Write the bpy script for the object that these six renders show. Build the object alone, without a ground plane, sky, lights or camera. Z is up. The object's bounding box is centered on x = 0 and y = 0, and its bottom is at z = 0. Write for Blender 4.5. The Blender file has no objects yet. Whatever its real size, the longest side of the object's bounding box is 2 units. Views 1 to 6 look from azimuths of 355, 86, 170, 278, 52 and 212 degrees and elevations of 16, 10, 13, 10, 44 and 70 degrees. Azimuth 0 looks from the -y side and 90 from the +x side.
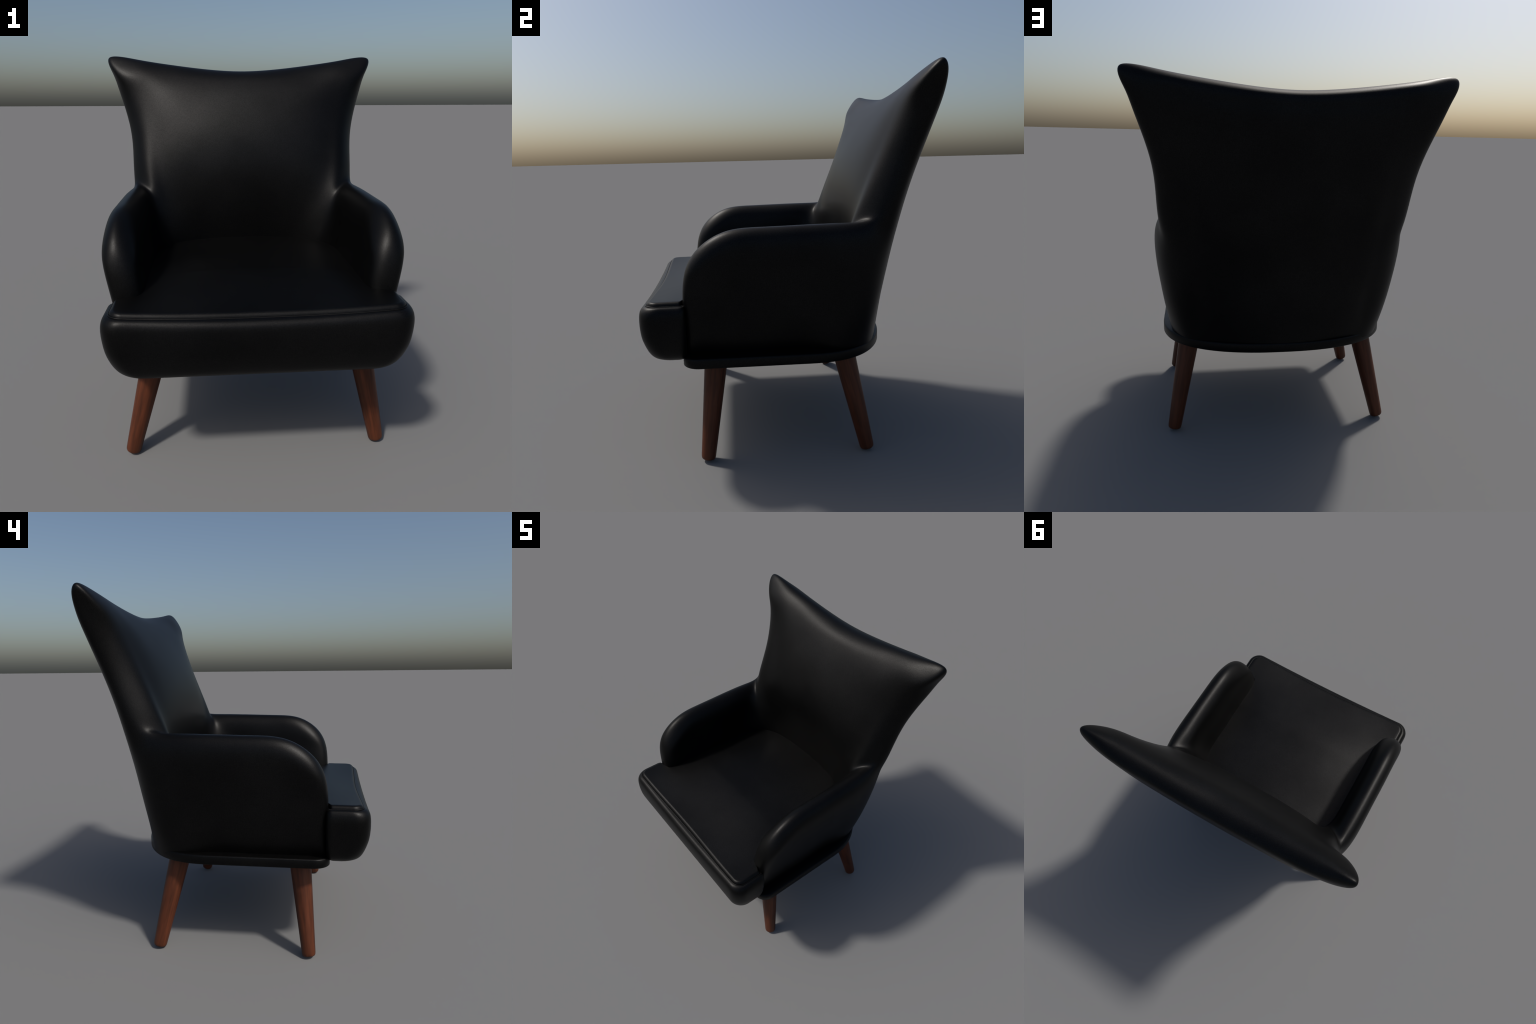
import bpy, bmesh, math
from mathutils import Vector

# ------------------------------------------------------------------ helpers
def new_object(name, mesh, parent=None):
    ob = bpy.data.objects.new(name, mesh)
    bpy.context.scene.collection.objects.link(ob)
    ob.parent = parent
    return ob

def mesh_from(name, verts, faces, smooth=True):
    me = bpy.data.meshes.new(name)
    me.from_pydata([tuple(v) for v in verts], [], faces)
    me.validate()
    bm = bmesh.new(); bm.from_mesh(me)
    bmesh.ops.recalc_face_normals(bm, faces=bm.faces)
    bm.to_mesh(me); bm.free()
    for p in me.polygons:
        p.use_smooth = smooth
    me.update()
    return me

def lerp(a, b, t): return a + (b - a) * t

def interp(xs, ys, x):
    if x <= xs[0]: return ys[0]
    for i in range(1, len(xs)):
        if x <= xs[i]:
            return lerp(ys[i-1], ys[i], (x - xs[i-1]) / (xs[i] - xs[i-1]))
    return ys[-1]

# ------------------------------------------------------------------ materials
def leather_material():
    m = bpy.data.materials.new("black_leather"); m.use_nodes = True
    nt = m.node_tree; n = nt.nodes; l = nt.links
    b = n["Principled BSDF"]
    tc = n.new("ShaderNodeTexCoord")
    # soft cloudy variation of the dye
    cloud = n.new("ShaderNodeTexNoise"); cloud.inputs["Scale"].default_value = 3.0
    cloud.inputs["Detail"].default_value = 4
    ramp = n.new("ShaderNodeValToRGB")
    ramp.color_ramp.elements[0].position = 0.3; ramp.color_ramp.elements[0].color = LEATHER_DARK
    ramp.color_ramp.elements[1].position = 0.75; ramp.color_ramp.elements[1].color = LEATHER_LIGHT
    l.new(tc.outputs["Object"], cloud.inputs["Vector"])
    l.new(cloud.outputs["Fac"], ramp.inputs["Fac"])
    speck = n.new("ShaderNodeTexNoise"); speck.inputs["Scale"].default_value = 240
    speck.inputs["Detail"].default_value = 2
    l.new(tc.outputs["Object"], speck.inputs["Vector"])
    gain = n.new("ShaderNodeMapRange")
    gain.inputs["From Min"].default_value = 0.3; gain.inputs["From Max"].default_value = 0.7
    gain.inputs["To Min"].default_value = 0.72; gain.inputs["To Max"].default_value = 1.28
    l.new(speck.outputs["Fac"], gain.inputs["Value"])
    tone = n.new("ShaderNodeVectorMath"); tone.operation = "SCALE"
    l.new(ramp.outputs["Color"], tone.inputs[0]); l.new(gain.outputs["Result"], tone.inputs["Scale"])
    l.new(tone.outputs["Vector"], b.inputs["Base Color"])
    # pebbled grain
    grain = n.new("ShaderNodeTexVoronoi"); grain.inputs["Scale"].default_value = 170
    fine = n.new("ShaderNodeTexNoise"); fine.inputs["Scale"].default_value = 260
    fine.inputs["Detail"].default_value = 3
    l.new(tc.outputs["Object"], grain.inputs["Vector"])
    l.new(tc.outputs["Object"], fine.inputs["Vector"])
    add = n.new("ShaderNodeMath"); add.operation = "ADD"
    l.new(grain.outputs["Distance"], add.inputs[0]); l.new(fine.outputs["Fac"], add.inputs[1])
    bump = n.new("ShaderNodeBump"); bump.inputs["Strength"].default_value = 0.04
    bump.inputs["Distance"].default_value = 0.002
    l.new(add.outputs[0], bump.inputs["Height"])
    l.new(bump.outputs["Normal"], b.inputs["Normal"])
    rr = n.new("ShaderNodeMapRange")
    rr.inputs["To Min"].default_value = ROUGH - 0.03; rr.inputs["To Max"].default_value = ROUGH + 0.03
    l.new(cloud.outputs["Fac"], rr.inputs["Value"])
    l.new(rr.outputs["Result"], b.inputs["Roughness"])
    b.inputs["Specular IOR Level"].default_value = SPEC
    b.inputs["Metallic"].default_value = SHEEN_OF_FINISH
    return m

def wood_material():
    m = bpy.data.materials.new("stained_wood"); m.use_nodes = True
    nt = m.node_tree; n = nt.nodes; l = nt.links
    b = n["Principled BSDF"]
    tc = n.new("ShaderNodeTexCoord")
    mp = n.new("ShaderNodeMapping"); mp.inputs["Scale"].default_value = (1, 1, 0.07)
    l.new(tc.outputs["Object"], mp.inputs["Vector"])
    info = n.new("ShaderNodeObjectInfo")
    off = n.new("ShaderNodeVectorMath"); off.operation = "ADD"
    l.new(mp.outputs["Vector"], off.inputs[0]); l.new(info.outputs["Random"], off.inputs[1])
    streak = n.new("ShaderNodeTexNoise"); streak.inputs["Scale"].default_value = 75
    streak.inputs["Detail"].default_value = 6; streak.inputs["Roughness"].default_value = 0.6
    broad = n.new("ShaderNodeTexNoise"); broad.inputs["Scale"].default_value = 22
    broad.inputs["Detail"].default_value = 3; broad.inputs["Distortion"].default_value = 0.6
    l.new(off.outputs[0], streak.inputs["Vector"]); l.new(off.outputs[0], broad.inputs["Vector"])
    mix = n.new("ShaderNodeMath"); mix.operation = "MULTIPLY_ADD"; mix.inputs[1].default_value = 0.5
    half = n.new("ShaderNodeMath"); half.operation = "MULTIPLY"; half.inputs[1].default_value = 0.5
    l.new(broad.outputs["Fac"], half.inputs[0])
    l.new(streak.outputs["Fac"], mix.inputs[0]); l.new(half.outputs[0], mix.inputs[2])
    ramp = n.new("ShaderNodeValToRGB")
    ramp.color_ramp.elements[0].position = 0.36; ramp.color_ramp.elements[0].color = WOOD_DARK
    ramp.color_ramp.elements[1].position = 0.62; ramp.color_ramp.elements[1].color = WOOD_LIGHT
    l.new(mix.outputs[0], ramp.inputs["Fac"])
    l.new(ramp.outputs["Color"], b.inputs["Base Color"])
    bump = n.new("ShaderNodeBump"); bump.inputs["Strength"].default_value = 0.08
    bump.inputs["Distance"].default_value = 0.002
    l.new(streak.outputs["Fac"], bump.inputs["Height"]); l.new(bump.outputs["Normal"], b.inputs["Normal"])
    b.inputs["Roughness"].default_value = 0.42
    b.inputs["Specular IOR Level"].default_value = 0.25
    return m

LEATHER_DARK = (0.0100, 0.0100, 0.0102, 1)
LEATHER_LIGHT = (0.0150, 0.0150, 0.0151, 1)
ROUGH, SPEC = 0.44, 0.5
SHEEN_OF_FINISH = 0.92
WOOD_DARK = (0.040, 0.0120, 0.0056, 1)
WOOD_LIGHT = (0.108, 0.0310, 0.0130, 1)
LEATHER = leather_material()
WOOD = wood_material()

chair = bpy.data.objects.new("wingback_armchair", None)
bpy.context.scene.collection.objects.link(chair)
chair["label"] = "black leather wingback armchair on tapered brown wooden legs"
chair["category"] = "armchair"

# ------------------------------------------------------------------ shell: backrest and armrests, one smooth skin
# Points the surface passes through, right half (x >= 0). Columns run from the
# arm front (a0) along the arm to its root (a4), the side of the back (j) and
# across the back to the centre line (b1, b2, b3). Rows climb from the plinth.
OUT = {
 "a0": [(.590,-.495,.555), (.640,-.502,.72), (.672,-.500,.88), (.694,-.486,1.00), (.700,-.440,1.095)],
 "a1": [(.596,-.34,.555), (.642,-.34,.72), (.676,-.34,.88), (.702,-.335,1.03), (.704,-.305,1.165)],
 "a2": [(.598,-.13,.555), (.643,-.13,.72), (.677,-.13,.88), (.704,-.13,1.03), (.706,-.130,1.180)],
 "a3": [(.598,.08,.555), (.642,.08,.72), (.676,.08,.88), (.704,.08,1.03), (.706,.090,1.185)],
 "a4": [(.622,.26,.555), (.659,.28,.72), (.685,.300,.88), (.703,.320,1.03), (.698,.335,1.185)],
 "j":  [(.560,.410,.555), (.594,.440,.72), (.618,.466,.88), (.635,.487,1.03), (.644,.518,1.175),
        (.646,.582,1.36), (.657,.655,1.57), (.717,.716,1.78), (.756,.733,1.880), (.777,.731,1.954)],
 "b0": [(.468,.481,.555), (.475,.500,.72), (.490,.527,.88), (.510,.554,1.03), (.520,.584,1.175),
        (.525,.634,1.36), (.530,.697,1.57), (.565,.746,1.77), (.60,.759,1.880), (.635,.750,1.952)],
 "b1": [(.365,.515,.555), (.380,.537,.72), (.390,.560,.88), (.400,.585,1.03), (.410,.617,1.175),
        (.415,.666,1.36), (.420,.717,1.57), (.435,.758,1.77), (.45,.765,1.860), (.470,.756,1.930)],
 "b2": [(.19,.561,.555), (.20,.575,.72), (.20,.592,.88), (.21,.612,1.03), (.21,.644,1.175),
        (.21,.684,1.36), (.22,.727,1.57), (.23,.762,1.76), (.235,.767,1.845), (.240,.757,1.904)],
 "b3": [(0,.577,.555), (0,.588,.72), (0,.602,.88), (0,.625,1.03), (0,.652,1.175),
        (0,.688,1.36), (0,.730,1.57), (0,.764,1.76), (0,.768,1.838), (0,.757,1.892)],
}
INN = {
 "a0": [(.530,-.490,.555), (.530,-.497,.72), (.535,-.495,.88), (.552,-.482,1.00), (.566,-.435,1.095)],
 "a1": [(.520,-.34,.555), (.520,-.34,.72), (.522,-.34,.88), (.543,-.335,1.03), (.570,-.300,1.165)],
 "a2": [(.520,-.14,.555), (.520,-.14,.72), (.522,-.14,.88), (.544,-.14,1.03), (.571,-.14,1.178)],
 "a3": [(.520,.05,.555), (.520,.05,.72), (.522,.05,.88), (.543,.05,1.03), (.570,.06,1.182)],
 "a4": [(.512,.20,.555), (.512,.20,.72), (.514,.20,.88), (.540,.20,1.03), (.566,.235,1.188)],
 "j":  [(.460,.303,.555), (.460,.303,.72), (.464,.302,.88), (.498,.298,1.03), (.552,.328,1.207),
        (.596,.405,1.36), (.622,.497,1.57), (.680,.574,1.77), (.735,.602,1.882), (.767,.645,1.955)],
 "b0": [(.395,.355,.555), (.395,.355,.72), (.395,.352,.88), (.425,.343,1.03), (.475,.350,1.185),
        (.512,.393,1.36), (.530,.468,1.57), (.565,.542,1.77), (.600,.587,1.882), (.637,.634,1.948)],
 "b1": [(.300,.388,.555), (.300,.388,.72), (.300,.384,.88), (.325,.372,1.03), (.360,.366,1.175),
        (.390,.383,1.36), (.405,.445,1.57), (.425,.522,1.76), (.450,.579,1.862), (.470,.628,1.923)],
 "b2": [(.15,.405,.555), (.15,.405,.72), (.15,.400,.88), (.165,.386,1.03), (.185,.373,1.175),
        (.205,.375,1.36), (.220,.429,1.57), (.230,.513,1.75), (.235,.568,1.841), (.240,.617,1.896)],
 "b3": [(0,.410,.555), (0,.410,.72), (0,.404,.88), (0,.389,1.03), (0,.374,1.175),
        (0,.373,1.36), (0,.424,1.57), (0,.508,1.745), (0,.563,1.831), (0,.612,1.885)],
}
# crown line where outer and inner skins meet: up the arm front, back along the
# arm top, up the wing edge to the tip, then along the top of the back
CROWN = [(.560,-.522,.555), (.586,-.535,.72), (.606,-.535,.88), (.626,-.518,1.02), (.640,-.450,1.140),
         (.641,-.310,1.223), (.642,-.13,1.241), (.642,.08,1.245), (.642,.285,1.247), (.661,.433,1.264),
         (.672,.500,1.370), (.690,.583,1.57), (.748,.653,1.78), (.789,.678,1.900), (.805,.697,1.996),
         (.640,.693,1.983), (.470,.690,1.957), (.24,.689,1.929), (0,.688,1.915)]

COLS = ["a0", "a1", "a2", "a3", "a4", "j", "b0", "b1", "b2", "b3"]
ARM_COLS, ARM_ROWS, BACK_ROWS = 5, 5, 10

def build_shell():
    verts, index = [], {}
    def vid(side, key, p):
        s = 0 if abs(p[0]) < 1e-9 else side
        k = (s,) + key
        if k not in index:
            index[k] = len(verts)
            verts.append(Vector((p[0] * (s if s else 1), p[1], p[2])))
        return index[k]
    faces, region = [], []
    for side in (1, -1):
        def O(i, r): return vid(side, ("o", i, r), OUT[COLS[i]][r])
        def I(i, r): return vid(side, ("i", i, r), INN[COLS[i]][r])
        def E(k): return vid(side, ("e", k), CROWN[k])
        def put(f, reg):
            faces.append(f if side == 1 else f[::-1]); region.append(reg)
        arm_region = 1 if side == 1 else 2
        for i in range(9):
            rows = ARM_ROWS if i < ARM_COLS else BACK_ROWS
            reg = arm_region if i < 4 else 0
            for r in range(rows - 1):
                put([O(i, r), O(i+1, r), O(i+1, r+1), O(i, r+1)], reg)
                put([I(i, r), I(i, r+1), I(i+1, r+1), I(i+1, r)], reg)
        # border walk shared by both skins, in step with CROWN
        walk = [(0, r) for r in range(5)] + [(i, 4) for i in range(1, 6)] \
             + [(5, r) for r in range(5, 10)] + [(i, 9) for i in range(6, 10)]
        for k in range(len(walk) - 1):
            a, b = walk[k], walk[k+1]
            reg = arm_region if k < 8 else 0
            put([O(*a), O(*b), E(k+1), E(k)], reg)
            put([I(*a), E(k), E(k+1), I(*b)], reg)
    me = bpy.data.meshes.new("shell")
    me.from_pydata(verts, [], faces)
    for p, reg in zip(me.polygons, region):
        p.material_index = reg
        p.use_smooth = True
    me.update()
    for _ in range(3): me.materials.append(LEATHER)
    ob = new_object("shell", me)
    sub = ob.modifiers.new("sub", "SUBSURF")
    # pull the cage outward until its limit surface runs through the points above
    n = len(verts)
    sub.levels = 1
    for _ in range(14):
        dg = bpy.context.evaluated_depsgraph_get()
        ev = ob.evaluated_get(dg).to_mesh()
        for i in range(n):
            d = verts[i] - ev.vertices[i].co
            ob.data.vertices[i].co += d * 0.8
        ob.evaluated_get(dg).to_mesh_clear()
        ob.data.update()
    sub.levels = 4
    dg = bpy.context.evaluated_depsgraph_get()
    full = bpy.data.meshes.new_from_object(ob.evaluated_get(dg))
    bpy.data.objects.remove(ob)
    return full

def split_regions(full, names):
    bm = bmesh.new(); bm.from_mesh(full)
    bmesh.ops.recalc_face_normals(bm, faces=bm.faces)
    # make sure the skin faces outward (crown of the back points up)
    top = max(bm.verts, key=lambda v: v.co.z)
    if top.link_faces[0].normal.z < 0:
        bmesh.ops.reverse_faces(bm, faces=bm.faces)
    bm.normal_update()
    normals = [v.normal.copy() for v in bm.verts]
    bm.to_mesh(full); bm.free()
    for reg, name in enumerate(names):
        used, vs, ns, fs = {}, [], [], []
        for p in full.polygons:
            if p.material_index != reg: continue
            f = []
            for v in p.vertices:
                if v not in used:
                    used[v] = len(vs); vs.append(full.vertices[v].co.copy()); ns.append(normals[v])
                f.append(used[v])
            fs.append(f)
        me = bpy.data.meshes.new(name)
        me.from_pydata(vs, [], fs)
        for p in me.polygons: p.use_smooth = True
        me.materials.append(LEATHER)
        me.update()
        me.normals_split_custom_set_from_vertices(ns)
        new_object(name, me, chair)

split_regions(build_shell(), ["backrest", "armrest", "armrest"])

# ------------------------------------------------------------------ plan outlines
def plan_outline(half, front, rear, rc_front, rc_rear, bow_front=0.0, bow_rear=0.0, seg=10, side=10, across=24):
    """Closed outline, counter-clockwise seen from above, with rounded corners.
    bow_front pulls the middle of the front edge inward, bow_rear pushes the rear out."""
    pts = []
    def arc(cx, cy, r, a0, a1):
        for k in range(seg + 1):
            a = math.radians(lerp(a0, a1, k / seg))
            pts.append((cx + r * math.cos(a), cy + r * math.sin(a)))
    def line(p, q, m):
        for k in range(1, m):
            pts.append((lerp(p[0], q[0], k / m), lerp(p[1], q[1], k / m)))
    arc(-half + rc_front, front + rc_front, rc_front, 180, 270)
    line((-half + rc_front, front), (half - rc_front, front), across)
    arc(half - rc_front, front + rc_front, rc_front, 270, 360)
    line((half, front + rc_front), (half, rear - rc_rear), side)
    arc(half - rc_rear, rear - rc_rear, rc_rear, 0, 90)
    line((half - rc_rear, rear), (-half + rc_rear, rear), across)
    arc(-half + rc_rear, rear - rc_rear, rc_rear, 90, 180)
    line((-half, rear - rc_rear), (-half, front + rc_front), side)
    out = []
    depth = rear - front
    for x, y in pts:
        u = min(1, abs(x) / half)
        wf = max(0, 1 - (y - front) / (depth * .5)); wr = max(0, 1 - (rear - y) / (depth * .5))
        bump = 0.5 + 0.5 * math.cos(math.pi * min(1, u / 0.9))
        out.append((x, y + bow_front * bump * wf + bow_rear * (1 - u * u) * min(1, wr)))
    return out

def loft(name, rings, cap_bottom=True, cap_top=True):
    n = len(rings[0]); verts = [p for r in rings for p in r]; faces = []
    for k in range(len(rings) - 1):
        for i in range(n):
            j = (i + 1) % n
            faces.append([k*n+i, k*n+j, (k+1)*n+j, (k+1)*n+i])
    if cap_bottom: faces.append(list(range(n))[::-1])
    if cap_top: faces.append([(len(rings)-1)*n+i for i in range(n)])
    return mesh_from(name, verts, faces)

# ------------------------------------------------------------------ plinth under the shell
def build_plinth():
    rings = []
    for z, ins in ((.530, .008), (.531, .003), (.535, .0), (.575, .0), (.580, .002), (.583, .008), (.5835, .05)):
        ring = []
        hw, fy, rc, mid, reach, n = .674 - ins, -.548 + ins, .085, .10, .485 - ins, 2.4
        for k in range(13):
            t = math.radians(lerp(180, 270, k / 12))
            ring.append((-hw + rc + rc * math.cos(t), fy + rc + rc * math.sin(t)))
        ring += [(-x, y) for x, y in ring[::-1]]
        for k in range(65):          # superelliptic rear, bowed outward
            t = math.pi * k / 64
            c, q = math.cos(t), math.sin(t)
            ring.append((hw * math.copysign(abs(c) ** (2 / n), c), mid + reach * max(0, q) ** (2 / n)))
        rings.append([(x + .008, y, z) for x, y in ring])
    me = loft("plinth", rings)
    me.materials.append(LEATHER)
    ob = new_object("plinth", me, chair)
    return ob
build_plinth()

# ------------------------------------------------------------------ front roll of the seat
ZS = [.546, .548, .558, .580, .620, .680, .740, .792, .824, .843, .853, .857]
HALF = [.530, .572, .603, .634, .658, .677, .686, .689, .685, .677, .668, .654]
FRONT = [-.640, -.672, -.697, -.716, -.734, -.752, -.759, -.759, -.755, -.746, -.734, -.718]
REAR = [-.575, -.552, -.540, -.532, -.528, -.526, -.525, -.524, -.524, -.524, -.526, -.530]

def seam_drop(x):
    return -.022 * max(0, 1 - (abs(x) / .62) ** 2)

def build_roll():
    rings = []
    m = 44
    for k in range(m + 1):
        t = k / m * (len(ZS) - 1)
        i = min(int(t), len(ZS) - 2); f = t - i
        def cr(a):
            p0, p1, p2, p3 = a[max(i-1, 0)], a[i], a[i+1], a[min(i+2, len(a)-1)]
            return 0.5 * (2*p1 + (p2-p0)*f + (2*p0-5*p1+4*p2-p3)*f*f + (3*p1-p0-3*p2+p3)*f**3)
        o = plan_outline(cr(HALF), cr(FRONT), cr(REAR), .085, .030, .0, 0, seg=12, side=6, across=40)
        w = min(1, max(0, (cr(ZS) - .70) / .146))
        rings.append([(x, y, cr(ZS) + seam_drop(x) * w) for x, y in o])
    me = loft("seat_roll", rings)
    me.materials.append(LEATHER)
    new_object("seat_roll", me, chair)
build_roll()

# ------------------------------------------------------------------ seat cushion
HX, FY, RC = .652, -.722, .060
def cushion_front(x):
    return FY + .011 * (0.5 + 0.5 * math.cos(math.pi * min(1, abs(x) / .60)))

def build_cushion():
    rows, cols = 150, 140
    lip, rad = .026, .022
    verts, faces = [], []
    def half_width(t):            # t = distance behind the front edge
        if t < RC: w = HX - RC + math.sqrt(max(0, RC*RC - (RC - t)**2))
        else: w = HX
        back = min(1, max(0, (t - .170) / .04))
        back = back * back * (3 - 2 * back)
        return lerp(w, .560, back)
    length = 1.16
    for a in range(rows + 1):
        u = a / rows
        t = length * (u ** 1.9)
        w = half_width(t)
        for b in range(cols + 1):
            s = math.sin(math.pi / 2 * (2 * b / cols - 1))
            x = w * s
            y0 = cushion_front(x)
            # distance to the rim
            cx, cy = HX - RC, RC
            if t < RC and abs(x) > cx: d = RC - math.hypot(abs(x) - cx, t - RC)
            else: d = min(t, w - abs(x))
            d = max(0, d)
            q = min(1, d / rad)
            h = lip * math.sqrt(max(0, 1 - (1 - q) ** 2))
            e = min(1, t / .50); e = e * e * (3 - 2 * e)
            crown = .036 * e * (1 - (x / .66) ** 2) + .004 * t
            y = y0 + t
            z = .850 + seam_drop(x) * max(0, 1 - t / .45) + h + crown
            verts.append((x, y, z))
    n = cols + 1
    for a in range(rows):
        for b in range(cols):
            faces.append([a*n+b, a*n+b+1, (a+1)*n+b+1, (a+1)*n+b])
    # skirt below the rim closes the pad
    rim = [b for b in range(n)] + [a*n+cols for a in range(1, rows+1)] \
        + [rows*n+b for b in range(cols-1, -1, -1)] + [a*n for a in range(rows-1, 0, -1)]
    base = len(verts)
    for i in rim:
        v = verts[i]
        verts.append((v[0]*.985, v[1] + .008 if v[1] < 0 else v[1], v[2] - .02))
    m = len(rim)
    for k in range(m):
        j = (k+1) % m
        faces.append([rim[k], base+k, base+j, rim[j]])
    faces.append([base+k for k in range(m)])
    me = mesh_from("seat_cushion", verts, faces)
    me.materials.append(LEATHER)
    new_object("seat_cushion", me, chair)
build_cushion()

# welt piping along the cushion's lower edge
def build_piping():
    path = []
    for k in range(12):
        y = lerp(-.535, FY + RC, k / 12); path.append((-HX, y))
    for k in range(13):
        a = math.radians(lerp(180, 270, k / 12)); path.append((-HX + RC + RC*math.cos(a), FY + RC + RC*math.sin(a)))
    for k in range(1, 40):
        path.append((lerp(-HX + RC, HX - RC, k / 40), FY))
    path += [(-x, y) for x, y in path[:25][::-1]]
    cu = bpy.data.curves.new("piping", "CURVE"); cu.dimensions = "3D"
    sp = cu.splines.new("POLY"); sp.points.add(len(path) - 1)
    for p, (x, y) in zip(sp.points, path):
        lift = cushion_front(x) - FY
        k = max(0, 1 - (y - FY) / .15)
        p.co = (x * 1.002, y + lift * k - .002, .8560 + seam_drop(x) * k, 1)
    cu.bevel_depth = .0036; cu.bevel_resolution = 3; cu.use_fill_caps = True
    tmp = bpy.data.objects.new("piping_curve", cu)
    bpy.context.scene.collection.objects.link(tmp)
    me = bpy.data.meshes.new_from_object(tmp.evaluated_get(bpy.context.evaluated_depsgraph_get()))
    bpy.data.objects.remove(tmp)
    me.name = "piping"
    me.materials.clear(); me.materials.append(LEATHER)
    for p in me.polygons: p.use_smooth = True
    new_object("piping", me, chair)
build_piping()

# ------------------------------------------------------------------ legs
def build_leg(foot, top, r_top):
    foot, top = Vector(foot), Vector(top)
    axis = (top - foot); length = axis.length
    prof = [(0, 0.0), (0.0, .024), (.002, .030), (.006, .0345), (.012, .0372), (.022, .0385)]
    prof += [(lerp(.022, length, k/10), lerp(.0385, r_top, k/10)) for k in range(1, 11)]
    seg = 40; verts = [(0, 0, 0)]; faces = []
    for z, r in prof[1:]:
        for k in range(seg):
            a = 2*math.pi*k/seg; verts.append((r*math.cos(a), r*math.sin(a), z))
    for k in range(seg): faces.append([0, 1+(k+1) % seg, 1+k])
    for q in range(len(prof)-2):
        for k in range(seg):
            j = (k+1) % seg; b = 1+q*seg
            faces.append([b+k, b+j, b+seg+j, b+seg+k])
    b = 1+(len(prof)-2)*seg
    faces.append([b+k for k in range(seg)])
    me = mesh_from("leg", verts, faces)
    me.materials.append(WOOD)
    ob = new_object("leg", me, chair)
    ob.rotation_euler = axis.to_track_quat("Z", "Y").to_euler()
    # tilt lifts the foot centre so that the rim stands on the ground
    tilt = axis.normalized().angle(Vector((0, 0, 1)))
    ob.location = foot + Vector((0, 0, .0285 * math.sin(tilt)))
for sx, fx, rx in ((1, .526, .520), (-1, .491, .498)):
    build_leg((sx*.634, -.442, 0), (sx*fx, -.378, .56), .0635)
    build_leg((sx*.620, .420, 0), (sx*rx, .300, .56), .0615)
